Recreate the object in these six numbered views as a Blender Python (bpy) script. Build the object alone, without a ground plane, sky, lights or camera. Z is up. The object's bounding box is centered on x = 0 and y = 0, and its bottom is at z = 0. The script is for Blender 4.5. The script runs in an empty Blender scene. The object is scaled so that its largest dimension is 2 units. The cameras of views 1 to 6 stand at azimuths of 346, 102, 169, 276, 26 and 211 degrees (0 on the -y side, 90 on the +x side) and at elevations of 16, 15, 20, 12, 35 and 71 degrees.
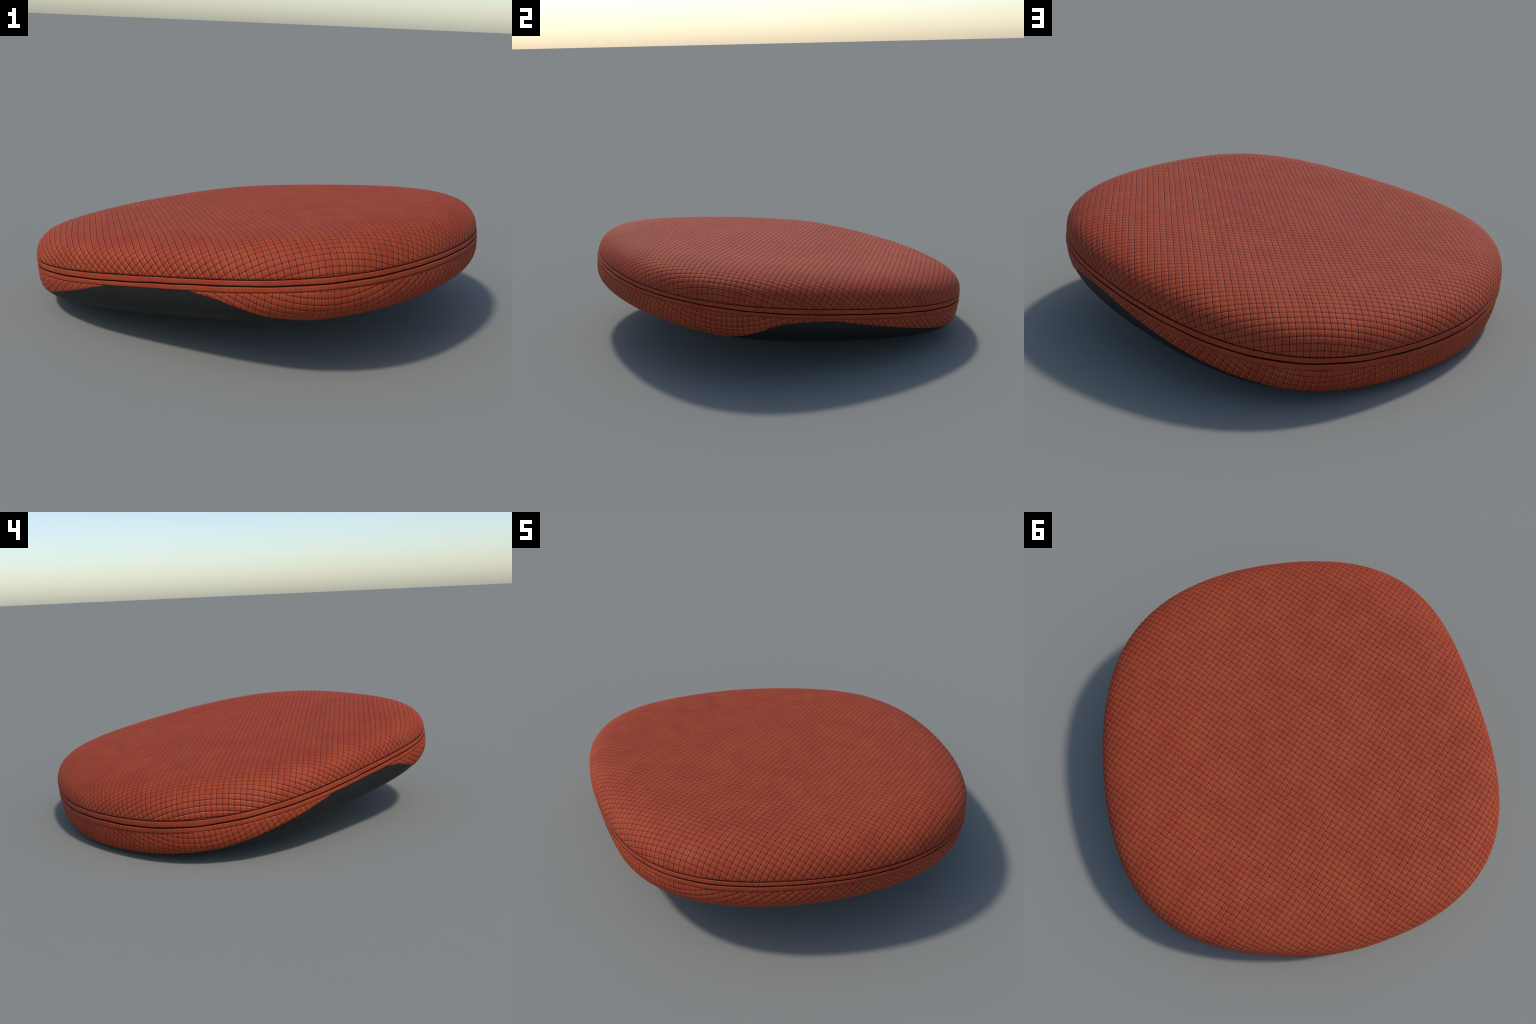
"""Tilted round-cornered seat cushion: quilted red cover, double piping, black underside."""
import bpy
import math
import numpy as np

# ------------------------------------------------------------------ shape
# Cushion frame: origin at the middle, z along the cushion's own axis; the whole
# thing leans by TILT (rotation vector) and rests on its low corner.
TILT = (-0.1044, -0.0939)
CENTRE = (0.0178, 0.0036, 0.2906)

# outline radius: mean plus harmonics (k: cos, sin)
OUTLINE_MEAN = 0.9643
OUTLINE = {2: (-0.0013, -0.0226), 3: (-0.0180, -0.0004), 4: (0.0330, -0.0080),
           5: (0.0016, -0.0059), 6: (-0.0008, 0.0026), 7: (-0.0019, 0.0001),
           8: (0.0019, -0.0011)}
# the widest line waves a little up and down
WAIST = {2: (0.0063, 0.0330), 3: (0.0083, -0.0016)}
# super-ellipse exponents (radial, vertical) of the top and bottom halves;
# the bottom ones change around the cushion
TOP_POWER = (5.8712, 2.9225)
BOTTOM_RADIAL = (2.4793, {1: (0.0483, -0.0931), 2: (0.0199, 0.8235)})
BOTTOM_VERTICAL = (3.9891, {1: (-0.4954, 0.3654), 2: (-0.1461, -0.0009)})
# crown height of the top and depth of the belly as polynomials {(i, j): c} of x^i y^j
CROWN = {(0, 0): 0.1157, (0, 1): -0.0068, (0, 2): 0.1092, (0, 3): 0.0071, (0, 4): -0.0377,
         (0, 5): -0.0056, (1, 0): -0.0088, (1, 1): -0.0688, (1, 2): 0.0271, (1, 3): -0.0105,
         (1, 4): -0.0030, (2, 0): 0.0862, (2, 1): 0.0329, (2, 2): -0.0678, (2, 3): -0.0362,
         (3, 0): 0.0130, (3, 1): -0.0102, (3, 2): -0.0382, (4, 0): -0.0258, (4, 1): -0.0296,
         (5, 0): -0.0312}
# extra padding: (height, x, y, spread)
CROWN_FILL = ((0.0412, 0.0, 0.0, 0.19), (-0.0035, 0.05, -0.02, 0.03), (0.0060, -0.50, -0.05, 0.06), (0.0030, 0.30, -0.45, 0.08))
BELLY = {(0, 0): 0.2062, (0, 1): -0.0366, (0, 2): 0.0283, (0, 3): 0.0594, (1, 0): -0.0003,
         (1, 1): 0.0372, (1, 2): -0.0213, (2, 0): 0.0606, (2, 1): 0.0660, (3, 0): 0.0383}
# drop of the two seams below the widest line
SEAM_UPPER = (-0.0174, {1: (0.0106, 0.0002), 2: (0.0071, 0.0305), 3: (0.0063, -0.0043)})
SEAM_LOWER = (0.0287, {1: (0.0044, 0.0058), 2: (0.0054, 0.0286), 3: (0.0064, -0.0026)})

# how far the quilted lower cover reaches below the piping before the black
# underside begins: (angle in degrees, metres along the surface)
LOWER_REACH = [(0, .15), (7, .085), (10.5, .051), (15, .029), (21.5, .017), (28, .013),
               (34, .024), (43, .040), (55, .062), (75, .10), (100, .15), (150, .15), (180, .12),
               (195, .065), (204, .038), (212, .012), (216, .003), (239, .003), (244, .020),
               (247, .034), (251.5, .066), (257, .11), (264, .16), (275, .26), (295, .36),
               (330, .36), (350, .25), (360, .15)]

# quilting
CELL = 0.0256
GRID_TURN = math.radians(-1.3)
GRID_NODE = (0.0248, 0.0645)          # a crossing of two quilting lines
SUB = (0.0, 0.07, 0.19, 0.40, 0.62, 0.81, 0.93)   # mesh lines inside a cell


def harmonics(mean, terms, th):
    out = np.full_like(th, mean)
    for k, (c, s) in terms.items():
        out += c * np.cos(k * th) + s * np.sin(k * th)
    return out


def polynomial(terms, x, y):
    return sum(c * x ** i * y ** j for (i, j), c in terms.items())


def tilt_matrix():
    v = np.array([TILT[0], TILT[1], 0.0])
    a = np.linalg.norm(v)
    k = v / a
    K = np.array([[0, -k[2], k[1]], [k[2], 0, -k[0]], [-k[1], k[0], 0]])
    return np.eye(3) + math.sin(a) * K + (1 - math.cos(a)) * K @ K


# ------------------------------------------------------- body surface tables
N_TURN, N_ARC = 1440, 900
THETA = np.arange(N_TURN) * 2 * math.pi / N_TURN


def body_profiles():
    """Positions of every meridian from the crown over the rim to the belly,
    and the arc lengths of the seams along each meridian."""
    half = np.linspace(0, 1, N_ARC // 2)
    phi = np.concatenate([half ** 2.2 * math.pi / 2,
                          (math.pi - half[::-1] ** 2.2 * math.pi / 2)[1:]])
    th, ph = np.meshgrid(THETA, phi, indexing='ij')
    c = np.cos(ph)
    top = c >= 0
    n = np.where(top, TOP_POWER[0], harmonics(*BOTTOM_RADIAL, THETA)[:, None])
    m = np.where(top, TOP_POWER[1], harmonics(*BOTTOM_VERTICAL, THETA)[:, None])
    rho = np.sin(ph).clip(0, 1) ** (2 / n)
    r = harmonics(OUTLINE_MEAN, OUTLINE, THETA)[:, None] * rho
    x, y = r * np.cos(th), r * np.sin(th)
    crown = polynomial(CROWN, x, y)
    for high, px, py, spread in CROWN_FILL:
        crown = crown + high * np.exp(-((x - px) ** 2 + (y - py) ** 2) / spread)
    rise = np.where(top, crown, -polynomial(BELLY, x, y)) * np.abs(c) ** (2 / m)
    z = harmonics(0.0, WAIST, THETA)[:, None] * rho ** 2 + rise
    pos = np.stack([x, y, z], -1)
    arc = np.concatenate([np.zeros((N_TURN, 1)),
                          np.cumsum(np.linalg.norm(np.diff(pos, axis=1), axis=2), 1)], 1)
    seams = []
    for mean, terms in (SEAM_UPPER, SEAM_LOWER):
        drop = harmonics(mean, terms, THETA)
        mid = slice(N_ARC // 6, -N_ARC // 6)
        seams.append(np.array([np.interp(drop[i], -rise[i, mid], arc[i, mid]) for i in range(N_TURN)]))
    return pos, arc, seams[0], seams[1]


POS, ARC, S_UPPER, S_LOWER = body_profiles()
S_END = ARC[:, -1]
TILT_M = tilt_matrix()


def resample(s0, s1, n):
    """Table [turn, n, 3] of positions and normals between two arc lengths."""
    f = np.linspace(0, 1, n)
    P = np.empty((N_TURN, n, 3))
    for i in range(N_TURN):
        s = s0[i] + (s1[i] - s0[i]) * f
        for a in range(3):
            P[i, :, a] = np.interp(s, ARC[i], POS[i, :, a])
    dt = np.roll(P, -1, 0) - np.roll(P, 1, 0)
    ds = np.gradient(P, axis=1)
    N = np.cross(ds, dt)
    ln = np.linalg.norm(N, axis=2, keepdims=True)
    N = np.where(ln > 1e-10, N / np.maximum(ln, 1e-12), 0)
    return P, N


def sample(table, th, f):
    """Bilinear look-up on a [turn, n, 3] table."""
    nt, n, _ = table.shape
    a = (th % (2 * math.pi)) / (2 * math.pi) * nt
    i = np.floor(a).astype(int)
    fa = (a - i)[:, None]
    i0, i1 = i % nt, (i + 1) % nt
    b = np.clip(f, 0, 1) * (n - 1)
    j = np.minimum(b.astype(int), n - 2)
    fb = (b - j)[:, None]
    return ((table[i0, j] * (1 - fb) + table[i0, j + 1] * fb) * (1 - fa)
            + (table[i1, j] * (1 - fb) + table[i1, j + 1] * fb) * fa)


def around(values, th):
    return np.interp(th % (2 * math.pi), np.append(THETA, 2 * math.pi), np.append(values, values[0]))


def to_world(p):
    return p @ TILT_M.T + np.array(CENTRE)


# ---------------------------------------------------------------- materials
def new_material(name):
    mat = bpy.data.materials.new(name)
    mat.use_nodes = True
    nt = mat.node_tree
    nt.nodes.clear()
    out = nt.nodes.new('ShaderNodeOutputMaterial')
    bsdf = nt.nodes.new('ShaderNodeBsdfPrincipled')
    nt.links.new(bsdf.outputs[0], out.inputs[0])
    return mat, nt, bsdf


def noise(nt, coord, scale, detail=3.0, rough=0.55, stretch=None):
    n = nt.nodes.new('ShaderNodeTexNoise')
    n.inputs['Scale'].default_value = scale
    n.inputs['Detail'].default_value = detail
    n.inputs['Roughness'].default_value = rough
    if stretch:
        mp = nt.nodes.new('ShaderNodeMapping')
        mp.inputs['Scale'].default_value = stretch
        nt.links.new(coord, mp.inputs['Vector'])
        coord = mp.outputs[0]
    nt.links.new(coord, n.inputs['Vector'])
    return n.outputs['Fac']


def ramp(nt, fac, stops):
    r = nt.nodes.new('ShaderNodeValToRGB')
    e = r.color_ramp.elements
    while len(e) < len(stops):
        e.new(0.5)
    for el, (p, c) in zip(e, stops):
        el.position = p
        el.color = (*c, 1)
    nt.links.new(fac, r.inputs[0])
    return r.outputs[0]


def blend(nt, mode, fac, a, b):
    m = nt.nodes.new('ShaderNodeMix')
    m.data_type = 'RGBA'
    m.blend_type = mode
    if isinstance(fac, float):
        m.inputs[0].default_value = fac
    else:
        nt.links.new(fac, m.inputs[0])
    for sock, v in ((m.inputs[6], a), (m.inputs[7], b)):
        if isinstance(v, tuple):
            sock.default_value = (*v, 1)
        else:
            nt.links.new(v, sock)
    return m.outputs[2]


def cloth_material(name, red, orange, grain_amount=0.5):
    mat, nt, bsdf = new_material(name)
    co = nt.nodes.new('ShaderNodeTexCoord').outputs['Object']
    blotch = noise(nt, co, 8.0, 4.0, 0.65)
    col = ramp(nt, blotch, [(0.37, red), (0.63, orange)])
    streak = noise(nt, co, 22.0, 3.0, 0.6, (2.2, 0.6, 1.0))
    col = blend(nt, 'MULTIPLY', 0.6, col, ramp(nt, streak, [(0.3, (.86, .78, .80)), (0.7, (1.0, 1.0, 1.0))]))
    grain = noise(nt, co, 260.0, 3.0, 0.7)
    col = blend(nt, 'MULTIPLY', grain_amount, col,
                ramp(nt, grain, [(0.3, (.62, .60, .60)), (0.7, (1.0, 1.0, 1.0))]))
    nt.links.new(col, bsdf.inputs['Base Color'])
    bsdf.inputs['Roughness'].default_value = 0.6
    bsdf.inputs['Specular IOR Level'].default_value = 0.13
    bump = nt.nodes.new('ShaderNodeBump')
    bump.inputs['Strength'].default_value = 0.4
    bump.inputs['Distance'].default_value = 0.0015
    nt.links.new(grain, bump.inputs['Height'])
    nt.links.new(bump.outputs[0], bsdf.inputs['Normal'])
    return mat


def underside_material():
    mat, nt, bsdf = new_material('black_underside')
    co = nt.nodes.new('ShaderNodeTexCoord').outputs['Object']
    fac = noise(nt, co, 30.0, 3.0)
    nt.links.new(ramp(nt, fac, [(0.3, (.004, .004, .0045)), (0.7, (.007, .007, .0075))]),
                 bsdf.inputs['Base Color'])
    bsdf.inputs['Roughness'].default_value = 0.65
    bsdf.inputs['Specular IOR Level'].default_value = 0.4
    return mat


CLOTH = cloth_material('red_cloth', (.380, .053, .0190), (.415, .067, .0210))
LINE = cloth_material('quilting_line', (.125, .020, .015), (.140, .025, .015), 0.15)
FAINT_LINE = cloth_material('faint_quilting_line', (.215, .029, .016), (.238, .038, .017), 0.15)
PAINTED_GLINT = cloth_material('painted_edge_highlight', (.490, .118, .060), (.530, .135, .064))
NEAR_BLACK = cloth_material('near_black_cloth', (.020, .008, .010), (.024, .009, .010), 0.15)
BLACK = underside_material()


# ------------------------------------------------------------------- meshes
def make_object(name, verts, faces, slots, parent, face_slot=None):
    me = bpy.data.meshes.new(name)
    me.vertices.add(len(verts))
    me.vertices.foreach_set('co', np.ascontiguousarray(verts, dtype=np.float32).ravel())
    faces = np.asarray(faces, dtype=np.int32)
    me.loops.add(faces.size)
    me.loops.foreach_set('vertex_index', faces.ravel())
    me.polygons.add(len(faces))
    me.polygons.foreach_set('loop_start', np.arange(len(faces), dtype=np.int32) * 4)
    me.polygons.foreach_set('loop_total', np.full(len(faces), 4, dtype=np.int32))
    for m in slots:
        me.materials.append(m)
    if face_slot is not None:
        me.polygons.foreach_set('material_index', face_slot.astype(np.int32))
    me.polygons.foreach_set('use_smooth', np.ones(len(faces), dtype=bool))
    me.update(calc_edges=True)
    me.validate()
    ob = bpy.data.objects.new(name, me)
    bpy.context.scene.collection.objects.link(ob)
    ob.parent = parent
    return ob


def groove(frac, width):
    """1 on a quilting line, falling smoothly to 0 at `width` cells from it."""
    d = np.minimum(frac, 1 - frac)
    return np.clip(1 - d / width, 0, 1) ** 2


def quilt_relief(fu, fv):
    """Height of a pillow-shaped cell bounded by two families of quilting lines."""
    pillow = (1 - np.abs(2 * fu - 1) ** 3) * (1 - np.abs(2 * fv - 1) ** 3)
    h = 0.0011 * pillow
    h -= 0.0012 * groove(fu, 0.17) * groove(fv, 0.17)   # stitch hole at a crossing
    h -= 0.0020 * groove(fu, 0.19)          # stronger family
    h -= 0.0014 * groove(fv, 0.17)
    return h


def quilted_cover(name, s_mid, s_in, s_out, strong, roll):
    """Cloth laid on the body around the pole at arc length s_mid.
    s_in/s_out: flat distance from the pole where the cloth begins and ends;
    strong: material slot of the lines along y."""
    reach = s_out.max() + 0.01
    n = int(math.ceil(reach / CELL)) + 4
    cells = np.arange(-n, n + 1)
    line = (cells[:, None] + np.array(SUB)[None]).ravel()
    fr = np.tile(SUB, len(cells))
    U, V = np.meshgrid(line, line, indexing='ij')
    FU, FV = np.meshgrid(fr, fr, indexing='ij')
    # a quilting line wanders by a fraction of a millimetre
    wob = 0.03 * np.sin(V * 0.21 + 1.3) + 0.012 * np.sin(V * 1.1 + U * 1.7)
    wov = 0.03 * np.sin(U * 0.23 + 0.4) + 0.012 * np.sin(U * 0.93 + V * 1.3)
    c, s = math.cos(GRID_TURN), math.sin(GRID_TURN)
    gu, gv = (U + wob) * CELL, (V + wov) * CELL
    X = GRID_NODE[0] + c * gu - s * gv
    Y = GRID_NODE[1] + s * gu + c * gv
    th = np.arctan2(Y, X)
    flat = np.hypot(X, Y)
    a, b = around(s_in, th), around(s_out, th)
    inside = (flat > a) & (flat < b)
    k = inside.shape[0]
    idx = np.arange(k * k).reshape(k, k)
    quad = np.stack([idx[:-1, :-1], idx[1:, :-1], idx[1:, 1:], idx[:-1, 1:]], -1).reshape(-1, 4)
    quad = quad[inside.ravel()[quad].any(1)]
    # dark quilting line = the narrow strips next to the line
    ns = len(SUB)
    iu, iv = np.meshgrid(np.arange(k) % ns, np.arange(k) % ns, indexing='ij')
    iu, iv = iu.ravel()[quad[:, 0]], iv.ravel()[quad[:, 0]]
    on_u, on_v = np.isin(iu, (0, ns - 1)), np.isin(iv, (0, ns - 1))
    slot = np.where(on_u & on_v, 3, np.where(on_u, strong, np.where(on_v, 2, 0)))
    slot[(iu == ns - 2) & ~on_v] = 4     # baked emboss highlight painted along the +x edge of each cell
    used, inv = np.unique(quad, return_inverse=True)
    quad = inv.reshape(-1, 4)
    th, flat = th.ravel()[used], flat.ravel()[used]
    a, b = a.ravel()[used], b.ravel()[used]
    s = np.clip(flat, a, b)
    h = quilt_relief(FU.ravel()[used], FV.ravel()[used])
    # the cloth rolls in at the seam
    e = np.clip((b - s) / roll[1], 0, 1)
    h = h * (0.3 + 0.7 * e) - roll[0] * (1 - np.sqrt(1 - (1 - e) ** 2))
    if s_in.max() > 0:
        e = np.clip((s - a) / 0.006, 0, 1)
        h = h * e - 0.003 * (1 - e)
    return th, s, h, quad, slot


def build():
    root = bpy.data.objects.new('seat_cushion', None)
    bpy.context.scene.collection.objects.link(root)
    root['label'] = 'tilted rounded seat cushion in quilted red cloth with black underside'
    root['category'] = 'seat cushion'

    # upper cover
    zero = np.zeros(N_TURN)
    th, s, h, quad, slot = quilted_cover('upper_cover', 0, zero, S_UPPER, 1, (0.009, 0.012))
    P, N = resample(zero, S_UPPER, 700)
    f = s / around(S_UPPER, th)
    p, nrm = sample(P, th, f), sample(N, th, f)
    nrm /= np.maximum(np.linalg.norm(nrm, axis=1, keepdims=True), 1e-9)
    flip = np.where((nrm[:, 2] < 0) & (f < .5), -1.0, 1.0)[:, None]
    make_object('upper_cover', to_world(p + nrm * flip * h[:, None]), quad, [CLOTH, LINE, FAINT_LINE, NEAR_BLACK, PAINTED_GLINT], root, slot)

    # lower cover, hung from the belly's pole
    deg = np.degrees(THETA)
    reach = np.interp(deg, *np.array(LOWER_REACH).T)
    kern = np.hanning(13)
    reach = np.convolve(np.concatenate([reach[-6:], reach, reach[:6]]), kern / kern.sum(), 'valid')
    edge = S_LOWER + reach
    th, s, h, quad, slot = quilted_cover('lower_cover', S_END, S_END - edge, S_END - S_LOWER, 2,
                                         (0.007, 0.010))
    P, N = resample(S_END, S_LOWER, 700)
    N = -N
    f = s / around(S_END - S_LOWER, th)
    p, nrm = sample(P, th, f), sample(N, th, f)
    nrm /= np.maximum(np.linalg.norm(nrm, axis=1, keepdims=True), 1e-9)
    make_object('lower_cover', to_world(p + nrm * h[:, None]), quad[:, ::-1], [CLOTH, LINE, FAINT_LINE, NEAR_BLACK, PAINTED_GLINT], root, slot)

    # black surface under the belly
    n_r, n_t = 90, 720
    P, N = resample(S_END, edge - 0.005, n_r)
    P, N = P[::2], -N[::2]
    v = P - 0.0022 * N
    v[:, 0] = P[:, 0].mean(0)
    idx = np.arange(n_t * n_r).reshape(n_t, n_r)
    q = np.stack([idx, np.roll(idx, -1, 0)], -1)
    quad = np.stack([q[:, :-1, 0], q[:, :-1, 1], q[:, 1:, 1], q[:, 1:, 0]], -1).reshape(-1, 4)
    make_object('underside_black_area', to_world(v.reshape(-1, 3)), quad[:, ::-1], [BLACK], root)

    # two flat piping rolls between the covers
    n_c = 21
    s_mid = S_UPPER + (S_LOWER - S_UPPER) * (0.52 + 0.05 * np.sin(2 * THETA + 1) + 0.03 * np.sin(7 * THETA)
                                              + 0.015 * np.sin(31 * THETA))
    for k, (s0, s1, slant) in enumerate(((S_UPPER - .002, s_mid, 0.0), (s_mid, S_LOWER + .002, 0.35))):
        P, N = resample(s0, s1, n_c)
        rows = int(round(2 * math.pi * OUTLINE_MEAN / CELL / 0.93))
        t = np.linspace(0, 1, n_c)
        turn = (np.arange(rows)[:, None] + np.array(SUB)[None]).ravel() / rows * 2 * math.pi
        T, F = np.meshgrid(turn, t, indexing='ij')
        T = T + slant * (F - .5) * 2 * math.pi / rows
        fr = np.tile(SUB, rows)[:, None]
        off = -0.012 + (0.0128 + 0.0015 * k) * np.sqrt(1 - np.abs(2 * F - 1) ** 5) - 0.0010 * groove(fr, 0.17)
        off += 0.0008 * np.sin(T * 9 + k) + 0.0006 * np.sin(T * 23 + 2 * k)
        p, nrm = sample(P, T.ravel(), F.ravel()), sample(N, T.ravel(), F.ravel())
        nrm /= np.linalg.norm(nrm, axis=1, keepdims=True)
        m = len(turn)
        idx = np.arange(m * n_c).reshape(m, n_c)
        nx = np.roll(idx, -1, 0)
        quad = np.stack([idx[:, :-1], idx[:, 1:], nx[:, 1:], nx[:, :-1]], -1).reshape(-1, 4)
        ring = np.tile(np.arange(n_c - 1), m)
        slot = np.where((ring < 2) | (ring > n_c - 4) if k == 0 else ring < 2, 1, 0)  # faces along the seam grooves are near-black
        make_object('piping', to_world(p + nrm * off.ravel()[:, None]), quad, [CLOTH, NEAR_BLACK], root, slot)


build()
